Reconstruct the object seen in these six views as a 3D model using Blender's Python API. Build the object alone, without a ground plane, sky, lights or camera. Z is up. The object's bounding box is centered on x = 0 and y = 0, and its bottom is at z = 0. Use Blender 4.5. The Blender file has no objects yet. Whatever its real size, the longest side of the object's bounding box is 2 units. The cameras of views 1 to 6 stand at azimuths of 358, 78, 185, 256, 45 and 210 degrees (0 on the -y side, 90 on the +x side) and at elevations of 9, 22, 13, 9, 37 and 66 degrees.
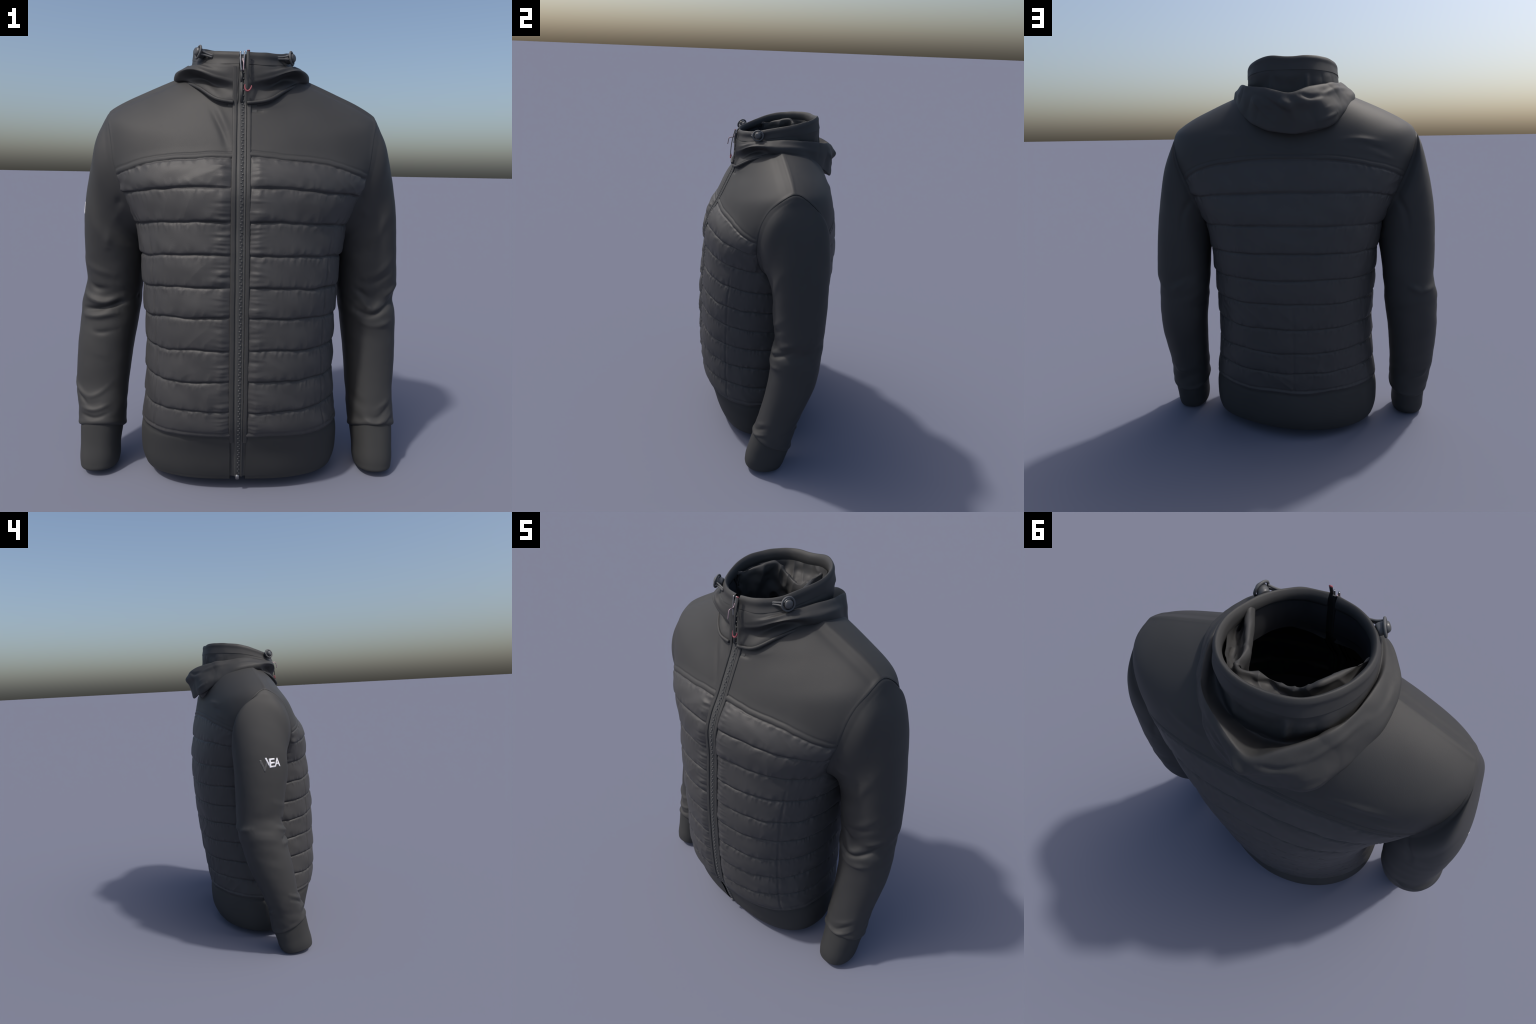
# Hooded quilted jacket: softshell yoke, sleeves and hood, quilted nylon body.
import bpy, bmesh, math, random
import numpy as np
from mathutils import Vector, Matrix

random.seed(7)
RNG = np.random.RandomState(7)

# ------------------------------------------------------------------ numeric helpers
def smoothstep(a, b, x):
    t = np.clip((x - a) / (b - a), 0.0, 1.0)
    return t * t * (3 - 2 * t)

_PERM = RNG.permutation(256)
_GRAD = RNG.normal(size=(256, 3)); _GRAD /= np.linalg.norm(_GRAD, axis=1)[:, None]
def noise(P):
    """Gradient noise in 3D, P (...,3) -> about -1..1"""
    P = np.asarray(P, float); i = np.floor(P).astype(int); f = P - i
    w = f * f * f * (f * (f * 6 - 15) + 10)
    out = np.zeros(P.shape[:-1])
    for dx in (0, 1):
        for dy in (0, 1):
            for dz in (0, 1):
                h = _PERM[(_PERM[(_PERM[(i[..., 0] + dx) & 255] + i[..., 1] + dy) & 255] + i[..., 2] + dz) & 255]
                g = _GRAD[h]
                d = g[..., 0] * (f[..., 0] - dx) + g[..., 1] * (f[..., 1] - dy) + g[..., 2] * (f[..., 2] - dz)
                out += d * (w[..., 0] if dx else 1 - w[..., 0]) * (w[..., 1] if dy else 1 - w[..., 1]) * (w[..., 2] if dz else 1 - w[..., 2])
    return out * 1.6

def spline(keys, vals, x):
    """Smooth interpolation (PCHIP-like, monotone) of vals (n,k) at keys."""
    keys = np.asarray(keys, float); vals = np.asarray(vals, float)
    one = vals.ndim == 1
    if one: vals = vals[:, None]
    h = np.diff(keys); d = np.diff(vals, axis=0) / h[:, None]
    m = np.zeros_like(vals)
    w1 = (2 * h[1:] + h[:-1])[:, None]; w2 = (h[1:] + 2 * h[:-1])[:, None]
    prod = d[:-1] * d[1:]
    with np.errstate(divide='ignore', invalid='ignore'):
        m[1:-1] = np.where(prod > 0, (w1 + w2) / (w1 / d[:-1] + w2 / d[1:]), 0)
    m[0] = d[0]; m[-1] = d[-1]
    x = np.asarray(x, float)
    j = np.clip(np.searchsorted(keys, x, side='right') - 1, 0, len(h) - 1)
    t = ((x - keys[j]) / h[j])[..., None]; hj = h[j][..., None]
    r = ((1 + 2 * t) * (1 - t) ** 2 * vals[j] + t * (1 - t) ** 2 * hj * m[j]
         + t * t * (3 - 2 * t) * vals[j + 1] + t * t * (t - 1) * hj * m[j + 1])
    return r[..., 0] if one else r

def catmull(keys, vals, x, closed=False):
    """Cubic (finite difference) interpolation of vals (n,...) at scalar array x."""
    keys = np.asarray(keys, float); vals = np.asarray(vals, float)
    if closed:
        per = closed
        keys = np.concatenate([keys[-2:] - per, keys, keys[:2] + per])
        vals = np.concatenate([vals[-2:], vals, vals[:2]])
    h = np.diff(keys); sh = (-1,) + (1,) * (vals.ndim - 1)
    d = np.diff(vals, axis=0) / h.reshape(sh)
    m = np.zeros_like(vals)
    m[1:-1] = (d[:-1] * h[1:].reshape(sh) + d[1:] * h[:-1].reshape(sh)) / (h[1:] + h[:-1]).reshape(sh)
    m[0] = d[0]; m[-1] = d[-1]
    x = np.asarray(x, float)
    j = np.clip(np.searchsorted(keys, x, side='right') - 1, 0, len(h) - 1)
    t = ((x - keys[j]) / h[j]).reshape((-1,) + (1,) * (vals.ndim - 1)); hj = h[j].reshape(t.shape)
    return ((1 + 2 * t) * (1 - t) ** 2 * vals[j] + t * (1 - t) ** 2 * hj * m[j]
            + t * t * (3 - 2 * t) * vals[j + 1] + t * t * (t - 1) * hj * m[j + 1])

def polyline_distance(P, line):
    """Distance from points P (...,3) to a polyline and the arc fraction there."""
    line = np.asarray(line, float)
    best = np.full(P.shape[:-1], 1e9); frac = np.zeros(P.shape[:-1])
    n = len(line) - 1
    for k in range(n):
        a, b = line[k], line[k + 1]; ab = b - a
        t = np.clip(((P - a) @ ab) / (ab @ ab), 0, 1)
        d = np.linalg.norm(P - (a + t[..., None] * ab), axis=-1)
        m = d < best; best = np.where(m, d, best); frac = np.where(m, (k + t) / n, frac)
    return best, frac

def fold(P, line, width, amp):
    """A cloth fold: gaussian ridge (amp>0) or crease (amp<0) along a line, fading at both ends."""
    kk = np.linspace(0, 1, len(line)); pl = catmull(kk, line, np.linspace(0, 1, 24)) if len(line) > 2 else line
    d, f = polyline_distance(P, pl)
    return amp * np.exp(-(d / width) ** 2) * np.sin(np.pi * np.clip(f, 0.04, 0.96)) ** 0.6

def grid_normals(G, closed_u=False):
    """Vertex normals of a grid G (rows, cols, 3)."""
    du = np.zeros_like(G); dv = np.zeros_like(G)
    if closed_u:
        du = np.roll(G, -1, 1) - np.roll(G, 1, 1)
    else:
        du[:, 1:-1] = G[:, 2:] - G[:, :-2]; du[:, 0] = G[:, 1] - G[:, 0]; du[:, -1] = G[:, -1] - G[:, -2]
    dv[1:-1] = G[2:] - G[:-2]; dv[0] = G[1] - G[0]; dv[-1] = G[-1] - G[-2]
    n = np.cross(du, dv); l = np.linalg.norm(n, axis=-1, keepdims=True)
    return n / np.maximum(l, 1e-12)

# ------------------------------------------------------------------ scene helpers
COL = bpy.context.scene.collection
def link(ob, parent=None):
    COL.objects.link(ob)
    if parent is not None: ob.parent = parent
    return ob

def grid_object(name, G, mat, parent, closed_u=False, normals=None, flip=False, rows=None, cols=None, hole=None):
    """Mesh object from a grid block (rows/cols select a sub block)."""
    r0, r1 = rows or (0, G.shape[0] - 1); c0, c1 = cols or (0, G.shape[1] - 1)
    S = G[r0:r1 + 1, c0:c1 + 1]; nr, nc = S.shape[:2]
    idx = np.arange(nr * nc).reshape(nr, nc)
    if closed_u:
        a = idx[:-1, :]; b = np.roll(idx, -1, 1)[:-1]; c = np.roll(idx, -1, 1)[1:]; d = idx[1:, :]
    else:
        a = idx[:-1, :-1]; b = idx[:-1, 1:]; c = idx[1:, 1:]; d = idx[1:, :-1]
    F = np.stack([a, b, c, d], -1).reshape(-1, 4)
    if hole is not None: F = F[~hole[r0:r1 + 1, c0:c1 + 1].reshape(-1)[F].all(1)]
    if flip: F = F[:, ::-1]
    me = bpy.data.meshes.new(name)
    me.from_pydata(S.reshape(-1, 3).tolist(), [], F.tolist())
    me.materials.append(mat)
    me.polygons.foreach_set('use_smooth', [True] * len(me.polygons))
    if normals is not None:
        N = normals[r0:r1 + 1, c0:c1 + 1].reshape(-1, 3)
        me.normals_split_custom_set_from_vertices((-N if flip else N).tolist())
    me.update()
    return link(bpy.data.objects.new(name, me), parent)

def mesh_object(name, verts, faces, mat, parent, smooth=True):
    me = bpy.data.meshes.new(name); me.from_pydata([tuple(v) for v in verts], [], faces)
    me.materials.append(mat)
    me.polygons.foreach_set('use_smooth', [smooth] * len(me.polygons)); me.update()
    return link(bpy.data.objects.new(name, me), parent)

def tube(name, pts, radius, mat, parent, n=10, closed=False, dense=8):
    """Round cord through points."""
    pts = np.asarray(pts, float); k = np.arange(len(pts))
    if closed:
        x = np.linspace(0, len(pts), len(pts) * dense, endpoint=False); C = catmull(k, pts, x, closed=len(pts))
        T = np.roll(C, -1, 0) - np.roll(C, 1, 0)
    else:
        x = np.linspace(0, len(pts) - 1, (len(pts) - 1) * dense + 1); C = catmull(k, pts, x) if len(pts) > 2 else pts[0] + (x[:, None]) * (pts[1] - pts[0])
        T = np.gradient(C, axis=0)
    T /= np.linalg.norm(T, axis=1)[:, None]
    up = np.array([0.13, 0.31, 0.94]); N = np.cross(T, up); N /= np.linalg.norm(N, axis=1)[:, None]
    B = np.cross(T, N); a = np.linspace(0, 2 * np.pi, n, endpoint=False)
    rad = np.full(len(C), radius) if np.isscalar(radius) else np.interp(np.linspace(0, 1, len(C)), np.linspace(0, 1, len(radius)), radius)
    G = C[:, None] + rad[:, None, None] * (np.cos(a)[None, :, None] * N[:, None] + np.sin(a)[None, :, None] * B[:, None])
    if closed: G = np.concatenate([G, G[:1]])
    ob = grid_object(name, G, mat, parent, closed_u=True)
    if not closed:
        me = ob.data; bm = bmesh.new(); bm.from_mesh(me); bmesh.ops.holes_fill(bm, edges=[e for e in bm.edges if e.is_boundary]); bm.to_mesh(me); bm.free()
        me.polygons.foreach_set('use_smooth', [True] * len(me.polygons))
    return ob

def rounded_box(name, center, size, axes, bevel, mat, parent, segs=3):
    """Box with rounded edges; axes = 3 unit vectors."""
    bm = bmesh.new(); bmesh.ops.create_cube(bm, size=1)
    for v in bm.verts: v.co = Vector((v.co.x * size[0], v.co.y * size[1], v.co.z * size[2]))
    bmesh.ops.bevel(bm, geom=bm.edges[:], offset=bevel, segments=segs, affect='EDGES')
    M = np.array(axes, float)
    for v in bm.verts: v.co = Vector(np.asarray(center) + np.array(v.co) @ M)
    bmesh.ops.recalc_face_normals(bm, faces=bm.faces)
    me = bpy.data.meshes.new(name); bm.to_mesh(me); bm.free(); me.materials.append(mat)
    me.polygons.foreach_set('use_smooth', [True] * len(me.polygons))
    return link(bpy.data.objects.new(name, me), parent)

def lathe(name, profile, center, axis, mat, parent, n=32):
    """Surface of revolution: profile (r, h) along axis."""
    axis = np.asarray(axis, float); axis /= np.linalg.norm(axis)
    u = np.cross(axis, [0, 0, 1]); u /= np.linalg.norm(u); w = np.cross(axis, u)
    a = np.linspace(0, 2 * np.pi, n, endpoint=False)
    pr = np.asarray(profile, float); k = np.arange(len(pr)); pr = catmull(k, pr, np.linspace(0, len(pr) - 1, 6 * len(pr)))
    pr[:, 0] = np.maximum(pr[:, 0], 0.0002)
    G = np.asarray(center) + pr[:, None, 1:2] * axis + pr[:, None, 0:1] * (np.cos(a)[None, :, None] * u + np.sin(a)[None, :, None] * w)
    return grid_object(name, G, mat, parent, closed_u=True)

# ------------------------------------------------------------------ materials
def fabric(name, color, rough, grain_scale, grain, mottling=0.10, sheen=0.0, spec=0.35, coarse=6.0, bump=0.15, stretch=(1, 1, 1)):
    m = bpy.data.materials.new(name); m.use_nodes = True
    nt = m.node_tree; N = nt.nodes; L = nt.links
    b = N['Principled BSDF']
    tc = N.new('ShaderNodeTexCoord')
    mp = N.new('ShaderNodeMapping'); mp.inputs['Scale'].default_value = stretch
    L.new(tc.outputs['Object'], mp.inputs['Vector'])
    n1 = N.new('ShaderNodeTexNoise'); n1.inputs['Scale'].default_value = coarse; n1.inputs['Detail'].default_value = 4
    L.new(mp.outputs['Vector'], n1.inputs['Vector'])
    n2 = N.new('ShaderNodeTexNoise'); n2.inputs['Scale'].default_value = grain_scale; n2.inputs['Detail'].default_value = 2
    L.new(tc.outputs['Object'], n2.inputs['Vector'])
    mix = N.new('ShaderNodeMath'); mix.operation = 'MULTIPLY_ADD'
    mix.inputs[1].default_value = grain; L.new(n2.outputs['Fac'], mix.inputs[0]); L.new(n1.outputs['Fac'], mix.inputs[2])
    ramp = N.new('ShaderNodeValToRGB')
    lo, hi = 0.30 + grain * 0.3, 0.70 + grain * 0.7
    ramp.color_ramp.elements[0].position = min(lo, 0.95); ramp.color_ramp.elements[1].position = min(hi, 1.0)
    c = np.array(color)
    ramp.color_ramp.elements[0].color = (*(c * (1 - mottling)), 1); ramp.color_ramp.elements[1].color = (*(c * (1 + mottling)), 1)
    L.new(mix.outputs[0], ramp.inputs['Fac']); L.new(ramp.outputs['Color'], b.inputs['Base Color'])
    b.inputs['Roughness'].default_value = rough
    b.inputs['Specular IOR Level'].default_value = spec
    b.inputs['Sheen Weight'].default_value = sheen; b.inputs['Sheen Roughness'].default_value = 0.5
    bp = N.new('ShaderNodeBump'); bp.inputs['Strength'].default_value = bump; bp.inputs['Distance'].default_value = 0.002
    L.new(n2.outputs['Fac'], bp.inputs['Height']); L.new(bp.outputs['Normal'], b.inputs['Normal'])
    return m

def plain(name, color, rough, metallic=0.0, spec=0.5):
    m = bpy.data.materials.new(name); m.use_nodes = True
    nt = m.node_tree; b = nt.nodes['Principled BSDF']
    n = nt.nodes.new('ShaderNodeTexNoise'); n.inputs['Scale'].default_value = 60
    tc = nt.nodes.new('ShaderNodeTexCoord'); nt.links.new(tc.outputs['Object'], n.inputs['Vector'])
    r = nt.nodes.new('ShaderNodeValToRGB'); c = np.array(color)
    r.color_ramp.elements[0].color = (*(c * 0.88), 1); r.color_ramp.elements[1].color = (*np.minimum(c * 1.12, 1), 1)
    nt.links.new(n.outputs['Fac'], r.inputs['Fac']); nt.links.new(r.outputs['Color'], b.inputs['Base Color'])
    b.inputs['Roughness'].default_value = rough; b.inputs['Metallic'].default_value = metallic
    b.inputs['Specular IOR Level'].default_value = spec
    return m

SOFT = fabric('softshell_fabric', (0.0365, 0.0365, 0.0367), 0.60, 420, 0.25, 0.06, sheen=0.0, spec=0.3)
QUILT = fabric('quilted_nylon', (0.045, 0.0445, 0.0453), 0.54, 300, 0.2, 0.06, spec=0.32, coarse=9)
KNIT = fabric('rib_knit', (0.039, 0.0395, 0.0395), 0.68, 500, 0.3, 0.06, spec=0.2)
LINING = fabric('dark_lining', (0.030, 0.031, 0.034), 0.7, 300, 0.2, 0.06, spec=0.2)
TAPE = fabric('zipper_tape', (0.050, 0.051, 0.051), 0.6, 500, 0.3, 0.06, spec=0.3)
TEETH = plain('black_zipper_teeth', (0.055, 0.056, 0.057), 0.45)
METAL = plain('brushed_metal', (0.30, 0.295, 0.30), 0.3, 0.9)
PLASTIC = plain('dark_plastic', (0.060, 0.062, 0.065), 0.38)
CORD = plain('elastic_cord', (0.075, 0.077, 0.08), 0.6)
RED = plain('red_print', (0.24, 0.05, 0.065), 0.55)
PINK = plain('pale_red_metal', (0.30, 0.22, 0.24), 0.35, 0.4)
WHITE = plain('white_print', (0.72, 0.72, 0.75), 0.6)
GREY = plain('worn_grey_print', (0.062, 0.063, 0.064), 0.6)

jacket = link(bpy.data.objects.new('hooded_jacket', None))
jacket['label'] = 'dark grey hooded jacket with quilted body and plain sleeves'
jacket['category'] = 'jacket'

# ------------------------------------------------------------------ torso base surface
XC = 0.012          # the body leans slightly to +x
ZIPX = 0.008
# key rings: v, front z, front y, side z, side half width, side y, back z, back y, squareness front / back
RINGS = np.array([
    [0.060, 0.066, -0.296, 0.052, 0.455, 0.000, 0.068, 0.318, 2.65, 1.9],
    [0.110, 0.114, -0.312, 0.106, 0.468, 0.000, 0.114, 0.336, 2.65, 1.85],
    [0.200, 0.200, -0.332, 0.198, 0.468, 0.000, 0.200, 0.340, 2.7, 1.85],
    [0.285, 0.285, -0.362, 0.280, 0.456, 0.005, 0.275, 0.334, 2.8, 1.9],
    [0.350, 0.350, -0.388, 0.345, 0.446, 0.005, 0.345, 0.344, 2.75, 1.95],
    [0.500, 0.500, -0.400, 0.500, 0.434, 0.005, 0.500, 0.368, 2.75, 2.0],
    [0.650, 0.650, -0.402, 0.650, 0.429, 0.005, 0.650, 0.385, 2.75, 2.1],
    [0.850, 0.850, -0.398, 0.850, 0.436, 0.005, 0.850, 0.402, 2.75, 2.3],
    [1.050, 1.050, -0.385, 1.050, 0.450, 0.005, 1.050, 0.411, 2.75, 2.6],
    [1.200, 1.200, -0.372, 1.200, 0.480, 0.005, 1.200, 0.406, 2.45, 2.75],
    [1.300, 1.300, -0.373, 1.300, 0.540, 0.008, 1.300, 0.394, 2.2, 2.65],
    [1.400, 1.398, -0.345, 1.400, 0.608, 0.014, 1.400, 0.376, 2.05, 2.5],
    [1.500, 1.478, -0.300, 1.530, 0.660, 0.018, 1.495, 0.360, 1.85, 2.35],
    [1.600, 1.548, -0.266, 1.652, 0.632, 0.026, 1.580, 0.345, 1.85, 2.3],
    [1.660, 1.592, -0.244, 1.706, 0.560, 0.030, 1.640, 0.330, 1.82, 2.25],
    [1.740, 1.650, -0.216, 1.764, 0.440, 0.034, 1.720, 0.310, 1.8, 2.1],
    [1.800, 1.690, -0.196, 1.810, 0.335, 0.034, 1.780, 0.288, 1.95, 2.05],
    [1.860, 1.740, -0.170, 1.842, 0.250, 0.034, 1.830, 0.260, 2.0, 2.0],
])
V0, V1 = RINGS[0, 0], RINGS[-1, 0]
# the ring table smoothed along v, so that no ring shows as an edge
_V = np.linspace(V0 - 0.12, V1 + 0.12, 900)
_T = spline(RINGS[:, 0], RINGS[:, 1:], np.clip(_V, V0, V1))
_T += (_V - np.clip(_V, V0, V1))[:, None] * np.where((_V < V0)[:, None], (RINGS[1, 1:] - RINGS[0, 1:]) / (RINGS[1, 0] - RINGS[0, 0]), (RINGS[-1, 1:] - RINGS[-2, 1:]) / (RINGS[-1, 0] - RINGS[-2, 0]))
_K = np.exp(-0.5 * (np.arange(-36, 37) * (_V[1] - _V[0]) / 0.022) ** 2); _K /= _K.sum()
_T = np.stack([np.convolve(np.pad(_T[:, i], 36, mode='edge'), _K, mode='valid') for i in range(_T.shape[1])], 1)
def ring_params(v):
    return np.stack([np.interp(v, _V, _T[:, i]) for i in range(_T.shape[1])], -1)

def slim_right(v):
    return 0.27 * smoothstep(1.30, 1.05, v) * smoothstep(0.25, 0.45, v)

def torso(theta, v):
    """Base surface. theta: 0 = +x side, -pi/2 = front centre, +pi/2 = back centre."""
    R = ring_params(v)
    zf, yf, zs, w, ys, zb, yb, nf, nb = [R[..., i] for i in range(9)]
    c, s = np.cos(theta), np.sin(theta)
    nf = np.where(c > 0, nf - slim_right(v), nf)     # the wearer's left flank is a little slimmer
    n = np.where(s < 0, nf, nb)
    e = 2.0 / n
    x = w * np.sign(c) * np.abs(c) ** e
    sa = np.abs(s) ** e
    y = ys + np.where(s < 0, yf - ys, yb - ys) * sa
    z = zs + np.where(s < 0, zf - zs, zb - zs) * np.where(s < 0, np.abs(s) ** 1.25, np.abs(s) ** 1.6)
    # the hem hangs a little uneven behind: higher and closer on the wearer's left
    low = smoothstep(0.34, 0.10, v) * np.clip(s, 0, 1) * x / 0.46
    return np.stack([x + XC, y - 0.022 * low, z + 0.014 * low * smoothstep(0.20, 0.06, v)], -1)

# armhole seam on the side of the body as (y, z), from the shoulder point over the front and back up
ARMHOLE = [(0.024, 1.672), (-0.070, 1.610), (-0.125, 1.520), (-0.148, 1.410), (-0.140, 1.300), (-0.090, 1.190), (0.030, 1.130),
           (0.150, 1.190), (0.205, 1.300), (0.212, 1.420), (0.180, 1.540), (0.105, 1.630)]
NPHI = 200
PHI = np.linspace(0, 2 * np.pi, NPHI, endpoint=False)

def armhole_curve(side):
    k = np.arange(len(ARMHOLE)) * (2 * np.pi / len(ARMHOLE))
    yz = catmull(k, np.array(ARMHOLE), PHI, closed=2 * np.pi)
    th = np.where(yz[:, 0] < 0.02, -0.3, 0.3); v = yz[:, 1].copy()
    sg = lambda t: t if side > 0 else np.pi - t
    for _ in range(60):                        # damped Newton on (theta, v) -> (y, z)
        f = torso(sg(th), v)[:, 1:] - yz
        h = 1e-4
        ft = (torso(sg(th + h), v)[:, 1:] - yz - f) / h; fv = (torso(sg(th), v + h)[:, 1:] - yz - f) / h
        det = ft[:, 0] * fv[:, 1] - ft[:, 1] * fv[:, 0]
        det = np.where(np.abs(det) < 1e-3, 1e-3 * np.sign(det + 1e-9), det)
        dth = -(f[:, 0] * fv[:, 1] - f[:, 1] * fv[:, 0]) / det
        dv = -(ft[:, 0] * f[:, 1] - ft[:, 1] * f[:, 0]) / det
        th = np.clip(th + 0.5 * np.clip(dth, -.1, .1), -1.3, 1.3); v = np.clip(v + 0.5 * np.clip(dv, -.05, .05), 1.0, 1.70)
    return torso(sg(th), v), sg(th), v


ARM = {sd: armhole_curve(sd) for sd in (1, -1)}
def inside_armhole(theta, v, side):
    """even-odd test of (theta, v) against the armhole outline"""
    _, pt, pv = ARM[side]
    res = np.zeros(theta.shape, bool)
    for i in range(NPHI):
        j = (i + 1) % NPHI
        x0, y0, x1, y1 = pt[i], pv[i], pt[j], pv[j]
        if y0 == y1: continue
        c = ((y0 > v) != (y1 > v)) & (theta < (x1 - x0) * (v - y0) / (y1 - y0) + x0)
        res ^= c
    return res

# column layout: right half from front placket (+x) over the side to centre back, then left half mirrored
EDGE_R, EDGE_L = ZIPX + 0.032, ZIPX - 0.037     # where the panels meet the placket
NQ = 135                                        # columns per quarter
def columns(v):
    """theta for every column at levels v (rows,) -> (rows, cols)"""
    R = ring_params(v); w, n = R[:, 3], R[:, 7]
    def start(xe):
        m = n - (slim_right(v) if xe > 0 else 0)
        return np.arccos(np.clip(np.abs(xe) / w, 0, 0.9) ** (m / 2))
    t = np.linspace(0, 1, NQ + 1)
    sr = start(EDGE_R - XC)[:, None]; sl = start(EDGE_L - XC)[:, None]
    fr = -sr * (1 - t)                             # front right -> side right (0)
    br = np.pi / 2 * t[1:] + 0 * sr                # side -> back centre
    bl = np.pi / 2 + np.pi / 2 * t[1:] + 0 * sr    # back centre -> left side
    fl = np.pi + sl * t[1:]
    return np.concatenate([fr, br, bl, fl], 1)
NC = 4 * NQ + 1
C_SIDE_R, C_BACK, C_SIDE_L = NQ, 2 * NQ, 3 * NQ

# seams: (front centre z, side z, back centre z), bottom to top
SEAMS = [(0.297, 0.272, 0.276), (0.420, 0.405, 0.402), (0.556, 0.530, 0.521), (0.690, 0.662, 0.660),
         (0.826, 0.790, 0.799), (0.951, 0.920, 0.927), (1.082, 1.050, 1.062), (1.215, 1.185, 1.200), (1.350, 1.315, 1.360)]
YOKE = (1.474, 1.365, 1.522)

def seam_z(spec, theta):
    f, s, b = spec
    a = np.abs(np.sin(theta)) ** 1.6
    return s + np.where(np.sin(theta) < 0, f - s, b - s) * a

# v that reaches a given z on each column
vv = np.linspace(V0, V1, 700)
TH = columns(vv)
ZZ = torso(TH, vv[:, None] * np.ones_like(TH))[..., 2]
def level(zcol):
    return np.array([np.interp(zcol[j], ZZ[:, j], vv) for j in range(NC)])
TH_MID = TH[len(vv) // 2]

levels = [np.full(NC, V0)]
for k, sp in enumerate(SEAMS + [YOKE]):
    wob = 0.0025 * noise(np.stack([TH_MID * 9, np.full(NC, k * 5.1), np.zeros(NC)], -1)) + 0.008 * noise(np.stack([TH_MID * 2.6, np.full(NC, k * 3.7), np.zeros(NC)], -1))
    levels.append(level(seam_z(sp, TH_MID) + wob))
levels.append(np.full(NC, V1))
ROWS = [26] + [30] * 9 + [120]
vrows = []; band = []; tt = []
for k, nr in enumerate(ROWS):
    q = np.linspace(0, 1, nr + 1)
    if k in range(1, 10): q = 0.5 - 0.5 * np.cos(np.pi * q) if False else q
    last = k == len(ROWS) - 1
    for i in range(nr + (1 if last else 0)):
        vrows.append(levels[k] * (1 - q[i]) + levels[k + 1] * q[i]); band.append(k); tt.append(q[i])
vrows = np.array(vrows); band = np.array(band); tt = np.array(tt)
ROW_START = [int(np.argmax(band == k)) for k in range(len(ROWS))] + [len(band) - 1]
# theta uses the row's own level so the placket edge stays straight
THG = np.stack([columns(vrows[:, j])[:, j] for j in range(NC)], 1)
BASE = torso(THG, vrows)
NRM = grid_normals(BASE)
# arc length across from the placket, used for gathers
xdist = np.minimum(np.abs(BASE[..., 0] - EDGE_R) + 10 * (BASE[..., 0] < EDGE_R - .01), np.abs(BASE[..., 0] - EDGE_L) + 10 * (BASE[..., 0] > EDGE_L + .01))
front = np.sin(THG) < -0.2
placket = np.where(front, xdist, 1.0)

disp = np.zeros(BASE.shape[:2])
quilt = (band >= 1) & (band <= 9)
t2 = tt[:, None] * np.ones_like(disp)
bandc = band[:, None] * np.ones_like(disp)
# puffed baffles: steep at the stitched line, fullest a bit below the middle
sag = t2 ** 0.66
puff = np.clip(4 * sag * (1 - sag), 0, 1) ** 0.55
arm_fade = 1.0
edge = smoothstep(0.0, 0.045, placket)
amp = 0.0165 * (0.85 + 0.25 * noise(np.stack([THG * 2.5, bandc * 1.7, np.full_like(t2, 5.1)], -1)))
amp = amp * (1 - 0.25 * smoothstep(1.10, 0.95, np.abs(THG - np.pi / 2)))
seam_near = np.exp(-(np.minimum(t2, 1 - t2) / 0.22) ** 2)
arc = THG * 0.46
ridge = lambda q: 1 - 2.2 * np.abs(q)
gath = ridge(noise(np.stack([arc * 26, t2 * 1.2 + bandc * 5.3, np.full_like(t2, 2.2)], -1))) * seam_near
gath2 = ridge(noise(np.stack([arc * 55, t2 * 1.5 + bandc * 7.1, np.full_like(t2, 8.2)], -1))) * np.exp(-((1 - t2) / 0.16) ** 2)
soft = noise(np.stack([arc * 7 + t2 * 0.9, t2 * 1.1 + bandc * 3.1, np.full_like(t2, 4.2)], -1))
drag = ridge(noise(np.stack([arc * 11 + np.where(np.cos(THG) < 0, -1.6, 1.6) * t2 * np.where(np.sin(bandc * 2.1) > 0, 1.0, 0.3), t2 * 0.8 + bandc * 4.7, np.full_like(t2, 6.6)], -1))) * smoothstep(-0.2, 0.5, noise(np.stack([arc * 4, bandc * 2.3, np.full_like(t2, 3.6)], -1)))
pl_w = np.exp(-(placket / 0.05) ** 2)
pgath = ridge(noise(np.stack([arc * 6 + t2 * 1.0, t2 * 6.5 + bandc * 9.7, np.full_like(t2, 1.7)], -1))) * pl_w
rise = np.clip(np.minimum(t2, 1 - t2) * 11, 0, 1) ** 0.8
dq = amp * puff * (0.30 + 0.70 * edge) + rise * (0.0036 * gath + 0.0028 * gath2) + puff * (0.0045 * soft + 0.0026 * drag + 0.0055 * pgath * (0.3 + edge)) - 0.004
dq = dq - 0.004 * np.exp(-(placket / 0.006) ** 2)
# side panel seams and a soft crease down the lower back
for th_, z_hi, dep, wid in ((-0.70, 1.16, 0.0045, 0.014), (np.pi + 0.70, 1.16, 0.0045, 0.014), (np.pi / 2 + 0.02, 0.80, 0.004, 0.020)):
    dq = dq - dep * np.exp(-((THG - th_) / wid) ** 2) * smoothstep(z_hi, z_hi - 0.08, BASE[..., 2]) * (0.4 + 0.6 * puff)
# lowest baffle ends in a double stitched binding
dq = np.where(bandc == 1, dq * smoothstep(0.0, 0.25, t2) + 0.006 * np.exp(-((t2 - 0.10) / 0.06) ** 2) - 0.003 * np.exp(-((t2 - 0.22) / 0.04) ** 2), dq)
disp = np.where(quilt[:, None], dq, disp)

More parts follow.
